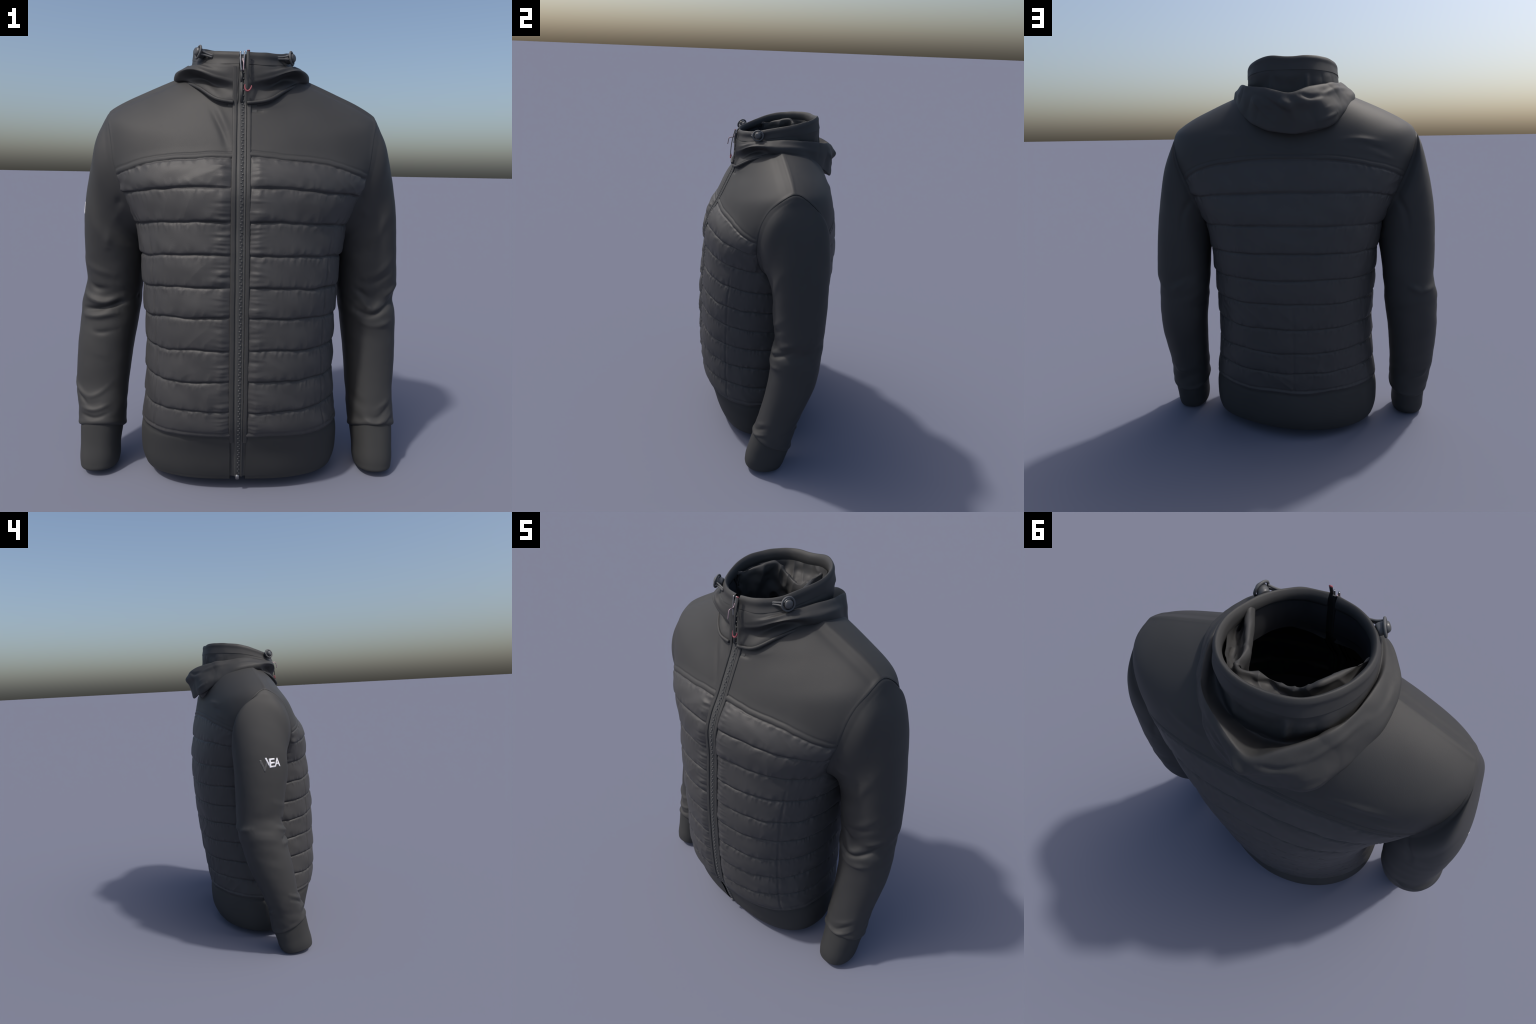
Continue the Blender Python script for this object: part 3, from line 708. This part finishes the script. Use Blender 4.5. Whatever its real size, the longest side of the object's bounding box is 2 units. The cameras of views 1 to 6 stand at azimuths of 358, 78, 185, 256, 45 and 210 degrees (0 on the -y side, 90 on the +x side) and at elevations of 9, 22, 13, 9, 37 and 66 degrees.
# ------------------------------------------------------------------ hood
# profiles round the neck, from the zip over the +x side to the back and round to the zip again.
# each: deep inside, inside band, rim, outside band, valley, crest, outermost, lip, tucked neck seam
HOOD = [
    # rim            band             valley            crest            bulge            lip              neck seam
    [(0.022, -0.179, 1.903), (0.023, -0.189, 1.855), (0.024, -0.191, 1.830), (0.024, -0.193, 1.805), (0.025, -0.195, 1.780), (0.026, -0.197, 1.745), (0.027, -0.200, 1.700)],
    [(0.105, -0.158, 1.905), (0.112, -0.172, 1.855), (0.117, -0.178, 1.838), (0.122, -0.182, 1.826), (0.126, -0.180, 1.802), (0.113, -0.155, 1.768), (0.115, -0.188, 1.715)],
    [(0.176, -0.095, 1.915), (0.186, -0.108, 1.868), (0.192, -0.115, 1.860), (0.205, -0.128, 1.860), (0.226, -0.132, 1.842), (0.190, -0.088, 1.812), (0.196, -0.118, 1.768)],
    [(0.216, -0.005, 1.938), (0.226, -0.008, 1.890), (0.230, -0.008, 1.872), (0.250, -0.015, 1.880), (0.290, -0.026, 1.852), (0.282, -0.020, 1.815), (0.255, -0.020, 1.800)],
    [(0.234, 0.095, 1.958), (0.240, 0.098, 1.905), (0.243, 0.100, 1.865), (0.272, 0.102, 1.885), (0.310, 0.105, 1.838), (0.312, 0.105, 1.800), (0.285, 0.100, 1.785)],
    [(0.200, 0.200, 1.978), (0.210, 0.208, 1.920), (0.205, 0.217, 1.840), (0.225, 0.262, 1.868), (0.262, 0.240, 1.785), (0.266, 0.244, 1.737), (0.250, 0.225, 1.735)],
    [(0.120, 0.268, 1.994), (0.126, 0.280, 1.930), (0.120, 0.284, 1.800), (0.130, 0.338, 1.853), (0.166, 0.342, 1.755), (0.172, 0.344, 1.676), (0.165, 0.320, 1.690)],
    [(0.010, 0.280, 1.988), (0.012, 0.292, 1.930), (0.005, 0.292, 1.768), (0.000, 0.390, 1.822), (0.010, 0.402, 1.735), (0.010, 0.384, 1.634), (0.010, 0.340, 1.665)],
    [(-0.095, 0.258, 1.994), (-0.102, 0.270, 1.930), (-0.100, 0.274, 1.792), (-0.092, 0.332, 1.848), (-0.148, 0.360, 1.750), (-0.152, 0.356, 1.663), (-0.140, 0.330, 1.680)],
    [(-0.180, 0.168, 1.986), (-0.192, 0.175, 1.925), (-0.195, 0.182, 1.838), (-0.200, 0.210, 1.872), (-0.246, 0.248, 1.782), (-0.250, 0.252, 1.727), (-0.230, 0.230, 1.725)],
    [(-0.212, 0.060, 1.968), (-0.222, 0.062, 1.912), (-0.226, 0.062, 1.865), (-0.236, 0.060, 1.888), (-0.298, 0.105, 1.832), (-0.300, 0.105, 1.792), (-0.270, 0.100, 1.780)],
    [(-0.198, -0.030, 1.942), (-0.208, -0.034, 1.892), (-0.213, -0.036, 1.868), (-0.228, -0.042, 1.870), (-0.282, -0.034, 1.844), (-0.274, -0.028, 1.810), (-0.240, -0.022, 1.800)],
    [(-0.158, -0.105, 1.918), (-0.168, -0.120, 1.870), (-0.174, -0.126, 1.858), (-0.184, -0.138, 1.856), (-0.206, -0.140, 1.838), (-0.172, -0.095, 1.808), (-0.178, -0.122, 1.768)],
    [(-0.088, -0.158, 1.908), (-0.096, -0.172, 1.858), (-0.100, -0.178, 1.840), (-0.105, -0.183, 1.826), (-0.110, -0.182, 1.802), (-0.097, -0.155, 1.768), (-0.100, -0.188, 1.716)],
    [(-0.007, -0.179, 1.903), (-0.008, -0.189, 1.855), (-0.009, -0.191, 1.830), (-0.009, -0.193, 1.805), (-0.010, -0.195, 1.780), (-0.011, -0.197, 1.745), (-0.012, -0.200, 1.700)],
]
H = np.array(HOOD)
rim = H[:, 0]
s = np.concatenate([[0], np.cumsum(np.linalg.norm(np.diff(rim, axis=0), axis=1))]); s /= s[-1]
NS = 420
ss = np.linspace(0, 1, NS)
HS = catmull(s, H, ss)                        # (NS, 7, 3)
cenh = np.array([0.008, 0.05, 0.0])
def inset(Pt, d, dz):
    v = cenh - Pt; v[:, 2] = 0; v /= np.linalg.norm(v, axis=1)[:, None]
    return Pt + v * d + np.array([0, 0, dz])
def profile_rows(keys, n):
    """smooth rows through the key curves (k, NS, 3)"""
    K = np.array(keys); d = np.linalg.norm(np.diff(K, axis=0), axis=2).mean(1); kk = np.concatenate([[0], np.cumsum(d)])
    return catmull(kk, K, np.linspace(0, kk[-1], n)), np.linspace(0, kk[-1], n)

rimc, bandc_, val, cre, bul, lip, neck = [HS[:, j] for j in range(7)]
# hem channel of the hood: outside from the band seam over the rolled rim to the inside band seam
ob = rimc.copy()
top = inset(rimc, 0.006, 0.004)
key = [bandc_, inset(rimc, -0.006, -0.028), inset(rimc, -0.004, -0.008), top, inset(rimc, 0.016, -0.006), inset(rimc, 0.020, -0.028), inset(bandc_, 0.024, 0.000)]
BAND, _ = profile_rows(key, 44)
bn = grid_normals(BAND)
BAND = BAND + bn * (0.0016 * noise(BAND * np.array([16, 16, 9.])))[..., None]
grid_object('hood_hem_channel', BAND, SOFT, jacket, flip=False)
# hood body: band seam, down to the valley behind the neck, over the crest, bulge, lip and under to the neck seam
mid = 0.5 * (cre + bul) + 0.16 * (bul - val) * np.clip(np.linalg.norm(cre - val, axis=1) / 0.08, 0, 1)[:, None]
key = [inset(bandc_, 0.002, 0.002), 0.5 * bandc_ + 0.5 * val, val, cre, mid, bul, lip, neck, inset(neck, 0.015, -0.03)]
BODY, bx = profile_rows(key, 150)
nb = grid_normals(BODY)
d = 0.003 * noise(BODY * np.array([9, 9, 7.])) + 0.0012 * noise(BODY * 22)
back = smoothstep(0.05, 0.3, BODY[..., 1])
d += back * (0.010 * noise(BODY * np.array([8, 8, 11.]) + 4.0) + 0.006 * (0.35 - np.abs(noise(BODY * np.array([11, 11, 7.]) + 9.0))))
HF = [
    ([(0.12, -0.185, 1.75), (0.16, -0.16, 1.80), (0.21, -0.135, 1.845), (0.27, -0.06, 1.87)], 0.016, 0.003),
    ([(0.11, -0.18, 1.72), (0.17, -0.13, 1.775), (0.22, -0.10, 1.80)], 0.02, -0.006),
    ([(-0.10, -0.185, 1.75), (-0.145, -0.165, 1.80), (-0.19, -0.14, 1.845), (-0.25, -0.07, 1.868)], 0.016, 0.003),
    ([(-0.09, -0.18, 1.72), (-0.145, -0.14, 1.775), (-0.20, -0.11, 1.80)], 0.02, -0.006),
    ([(0.06, 0.42, 1.79), (0.02, 0.42, 1.76), (-0.02, 0.42, 1.70)], 0.022, -0.014),
    ([(-0.14, 0.40, 1.83), (-0.155, 0.40, 1.80), (-0.17, 0.40, 1.79)], 0.009, -0.010),
    ([(-0.08, 0.43, 1.71), (-0.15, 0.41, 1.71), (-0.22, 0.36, 1.74)], 0.018, 0.009),
    ([(-0.05, 0.42, 1.78), (-0.12, 0.42, 1.755), (-0.20, 0.38, 1.77)], 0.02, -0.007),
    ([(0.10, 0.42, 1.78), (0.13, 0.41, 1.73), (0.12, 0.39, 1.68)], 0.02, 0.007),
    ([(0.30, 0.0, 1.85), (0.31, 0.12, 1.85), (0.27, 0.25, 1.82)], 0.014, -0.006),
    ([(-0.28, 0.0, 1.86), (-0.29, 0.10, 1.86), (-0.24, 0.22, 1.86)], 0.012, -0.006),
    ([(0.16, 0.36, 1.82), (0.10, 0.39, 1.78), (0.03, 0.41, 1.72)], 0.012, 0.006),
    ([(0.19, 0.33, 1.80), (0.14, 0.37, 1.74), (0.08, 0.39, 1.69)], 0.012, -0.006),
    ([(-0.04, 0.40, 1.81), (-0.10, 0.38, 1.80), (-0.17, 0.33, 1.82)], 0.012, 0.006),
    ([(-0.10, 0.40, 1.69), (-0.16, 0.37, 1.70), (-0.21, 0.32, 1.73)], 0.010, -0.006),
    ([(-0.13, 0.39, 1.735), (-0.16, 0.37, 1.745), (-0.19, 0.34, 1.765)], 0.008, -0.006),
    ([(-0.26, 0.15, 1.86), (-0.20, 0.27, 1.84), (-0.13, 0.34, 1.80)], 0.012, -0.006),
    ([(0.27, 0.12, 1.87), (0.22, 0.25, 1.85), (0.15, 0.33, 1.82)], 0.012, -0.006),
    ([(0.10, 0.30, 1.92), (0.10, 0.30, 1.80)], 0.012, -0.010),
    ([(-0.07, 0.28, 1.92), (-0.065, 0.28, 1.80)], 0.012, -0.010),
]
for line, w, a_ in HF: d += fold(BODY, line, w, a_ * (1.6 if line[0][1] > 0.2 else 1.0))
wb = smoothstep(0, 0.02, bx)[:, None]
sgn = 1.0
BODY = BODY + nb * (d * wb * sgn)[..., None]
grid_object('hood', BODY, SOFT, jacket)
# piping along the neck seam at the front
for a0, a1 in ((0, 0.20), (0.80, 1.0)):
    m = (ss >= a0) & (ss <= a1)
    pts = neck[m][::6] + np.array([0, -0.006, -0.003])
    tube('neck_piping', pts, 0.0075, SOFT, jacket, dense=4)
# lining of the collar going down into the body
deep = smoothstep(0.08, -0.10, bandc_[:, 0])[:, None]
key = [inset(bandc_, 0.020, 0.006), inset(bandc_, 0.022, -0.04), inset(bandc_, 0.020, -0.09), inset(bandc_, 0.014, -0.14) + deep * np.array([0, 0, -0.01])]
LIN, _ = profile_rows(key, 60)
LIN = LIN + grid_normals(LIN) * (0.004 * noise(LIN * 9))[..., None]
grid_object('collar_lining', LIN, LINING, jacket, flip=True)
fa = np.linspace(0, 2 * np.pi, 48, endpoint=False)
floor = np.array([[(XC + r_ * 0.43 * math.cos(a_), 0.02 + r_ * 0.33 * math.sin(a_), 1.18 + 0.03 * r_ * r_ + 0.012 * math.sin(3 * a_) * r_) for a_ in fa] for r_ in np.linspace(0.01, 1, 14)])
grid_object('inner_lining', floor, LINING, jacket, closed_u=True)
# loose hood lining bunched inside: from the rim inwards over a wavy crest and down
i0, i1 = 0.26, 0.80
sel = np.linspace(i0, i1, 240); A = catmull(s, H[:, 0], sel)
crest_keys = np.array([(0.203, 0.000, 1.922), (0.165, 0.070, 1.924), (0.136, 0.135, 1.928), (0.128, 0.205, 1.935), (0.088, 0.182, 1.898), (0.045, 0.165, 1.880),
                       (0.005, 0.172, 1.882), (-0.050, 0.178, 1.908), (-0.100, 0.162, 1.948), (-0.142, 0.088, 1.934), (-0.188, 0.000, 1.918)])
CR = catmull(np.linspace(0, 1, len(crest_keys)), crest_keys, np.linspace(0, 1, 240))
Ain = inset(A, 0.020, -0.045)
low_in = CR + (np.array([0.0, 0.06, 0]) - CR) * np.array([-0.15, -0.15, 0]) + np.array([0, 0, -0.16])
valley = 0.6 * Ain + 0.4 * CR + np.array([0, 0, -0.045])
outc = (Ain - CR); outc[:, 2] = 0; outc /= np.maximum(np.linalg.norm(outc, axis=1), 1e-6)[:, None]
key = [Ain, 0.85 * Ain + 0.15 * CR + np.array([0, 0, -0.035]), valley, CR + outc * 0.012 + np.array([0, 0, -0.016]), CR + outc * 0.004, CR - outc * 0.006 + np.array([0, 0, -0.012]), CR + (low_in - CR) * np.array([0.2, 0.2, 0.35]), low_in]
BUN, bxx = profile_rows(key, 70)
BUN = BUN + grid_normals(BUN) * (0.010 * (1 - 2 * np.abs(noise(BUN * np.array([12, 12, 9.])))) + 0.004 * noise(BUN * 26))[..., None]
grid_object('hood_lining', BUN, SOFT, jacket, flip=True)

# ------------------------------------------------------------------ cord toggles
def toggle(c, nrm, eye):
    c = np.array(c); nrm = np.array(nrm, float); nrm /= np.linalg.norm(nrm); eye = np.array(eye)
    body = lathe('cord_toggle', [(0.0005, -0.024), (0.017, -0.022), (0.020, -0.010), (0.0195, 0.000), (0.018, 0.003), (0.0185, 0.008), (0.016, 0.015), (0.010, 0.019), (0.0005, 0.020)], c, nrm, PLASTIC, jacket)
    u = eye - c; u -= nrm * (u @ nrm); u /= np.linalg.norm(u); w = np.cross(nrm, u)
    ring = [c + nrm * (0.004 + 0.008 * math.cos(a)) + 0.0265 * (math.cos(a) * u + math.sin(a) * w) for a in np.linspace(0, 2 * np.pi, 12, endpoint=False)]
    tube('cord_loop', ring, 0.0046, CORD, body, closed=True)
    for o in (-0.0045, 0.0045):
        tube('cord_end', [c + u * 0.022 + nrm * 0.004 + w * o * 1.6, 0.5 * (c + eye) + u * 0.008 - nrm * 0.003 + w * o, eye - nrm * 0.010 + w * o * 0.8], 0.0040, CORD, body)
    rounded_box('eyelet', eye - nrm * 0.010, (0.007, 0.006, 0.024), (u, nrm, w), 0.002, TAPE, body)
toggle((0.215, -0.095, 1.900), (0.78, -0.60, 0.12), (0.155, -0.131, 1.895))
toggle((-0.178, -0.124, 1.910), (-0.72, -0.62, 0.22), (-0.128, -0.152, 1.893))

# ------------------------------------------------------------------ sleeve lettering
dlt = SLL.reshape(-1, 3)
outer = dlt[dlt[:, 0] < -0.62]
def on_sleeve(y, z):
    """outer surface of the left sleeve at (y, z)"""
    d2 = (outer[:, 1] - y) ** 2 + (outer[:, 2] - z) ** 2
    k = np.argsort(d2)[:12]; w = 1 / (d2[k] + 2e-6)
    return (outer[k, 0] * w).sum() / w.sum()
def lettering(text, y_left, z_base, width, height, mat, shear=0.0, cut=None, raised=0.0016):
    cu = bpy.data.curves.new('tmp', 'FONT'); cu.body = text; cu.size = 1.0; cu.extrude = 0.0; cu.offset = 0.022; cu.resolution_u = 4
    ob = bpy.data.objects.new('tmp', cu); COL.objects.link(ob)
    dg = bpy.context.evaluated_depsgraph_get(); me = bpy.data.meshes.new_from_object(ob.evaluated_get(dg))
    bpy.data.objects.remove(ob); bpy.data.curves.remove(cu)
    bm = bmesh.new(); bm.from_mesh(me)
    bmesh.ops.remove_doubles(bm, verts=bm.verts, dist=1e-4)
    xs = [v.co.x for v in bm.verts]; ys = [v.co.y for v in bm.verts]
    x0, x1, y0, y1 = min(xs), max(xs), min(ys), max(ys)
    for axis in range(2):                       # fine cuts so the print follows the cloth
        for c in np.linspace(0, 1, 9)[1:-1]:
            co = Vector((x0 + (x1 - x0) * c, y0, 0)) if axis == 0 else Vector((x0, y0 + (y1 - y0) * c, 0))
            nn = Vector((1, 0, 0)) if axis == 0 else Vector((0, 1, 0))
            bmesh.ops.bisect_plane(bm, geom=bm.verts[:] + bm.edges[:] + bm.faces[:], plane_co=co, plane_no=nn)
    if cut is not None:                          # letter partly worn away: keep its left part only
        bmesh.ops.bisect_plane(bm, geom=bm.verts[:] + bm.edges[:] + bm.faces[:], plane_co=Vector((x0 + (x1 - x0) * cut, 0, 0)), plane_no=Vector((1, 0, 0)), clear_outer=True)
    ext = bmesh.ops.extrude_face_region(bm, geom=bm.faces[:])
    topv = {v for v in ext['geom'] if isinstance(v, bmesh.types.BMVert)}
    for v in bm.verts:
        fx = (v.co.x - x0) / (x1 - x0); fy = (v.co.y - y0) / (y1 - y0)
        y = y_left - fx * width - shear * fy; z = z_base + fy * height
        x = on_sleeve(y, z) - (raised if v in topv else -0.002)
        v.co = Vector((x, y, z))
    bmesh.ops.recalc_face_normals(bm, faces=bm.faces)
    bm.to_mesh(me); bm.free(); me.materials.clear(); me.materials.append(mat)
    me.name = 'sleeve_lettering'
    return link(bpy.data.objects.new('sleeve_lettering', me), jacket)
lettering('E', 0.057, 1.212, 0.036, 0.054, WHITE)
lettering('A', 0.024, 1.213, 0.039, 0.053, WHITE)
lettering('V', 0.082, 1.222, 0.046, 0.050, WHITE, cut=0.52)
lettering('V', 0.118, 1.188, 0.060, 0.074, GREY, raised=0.0008)
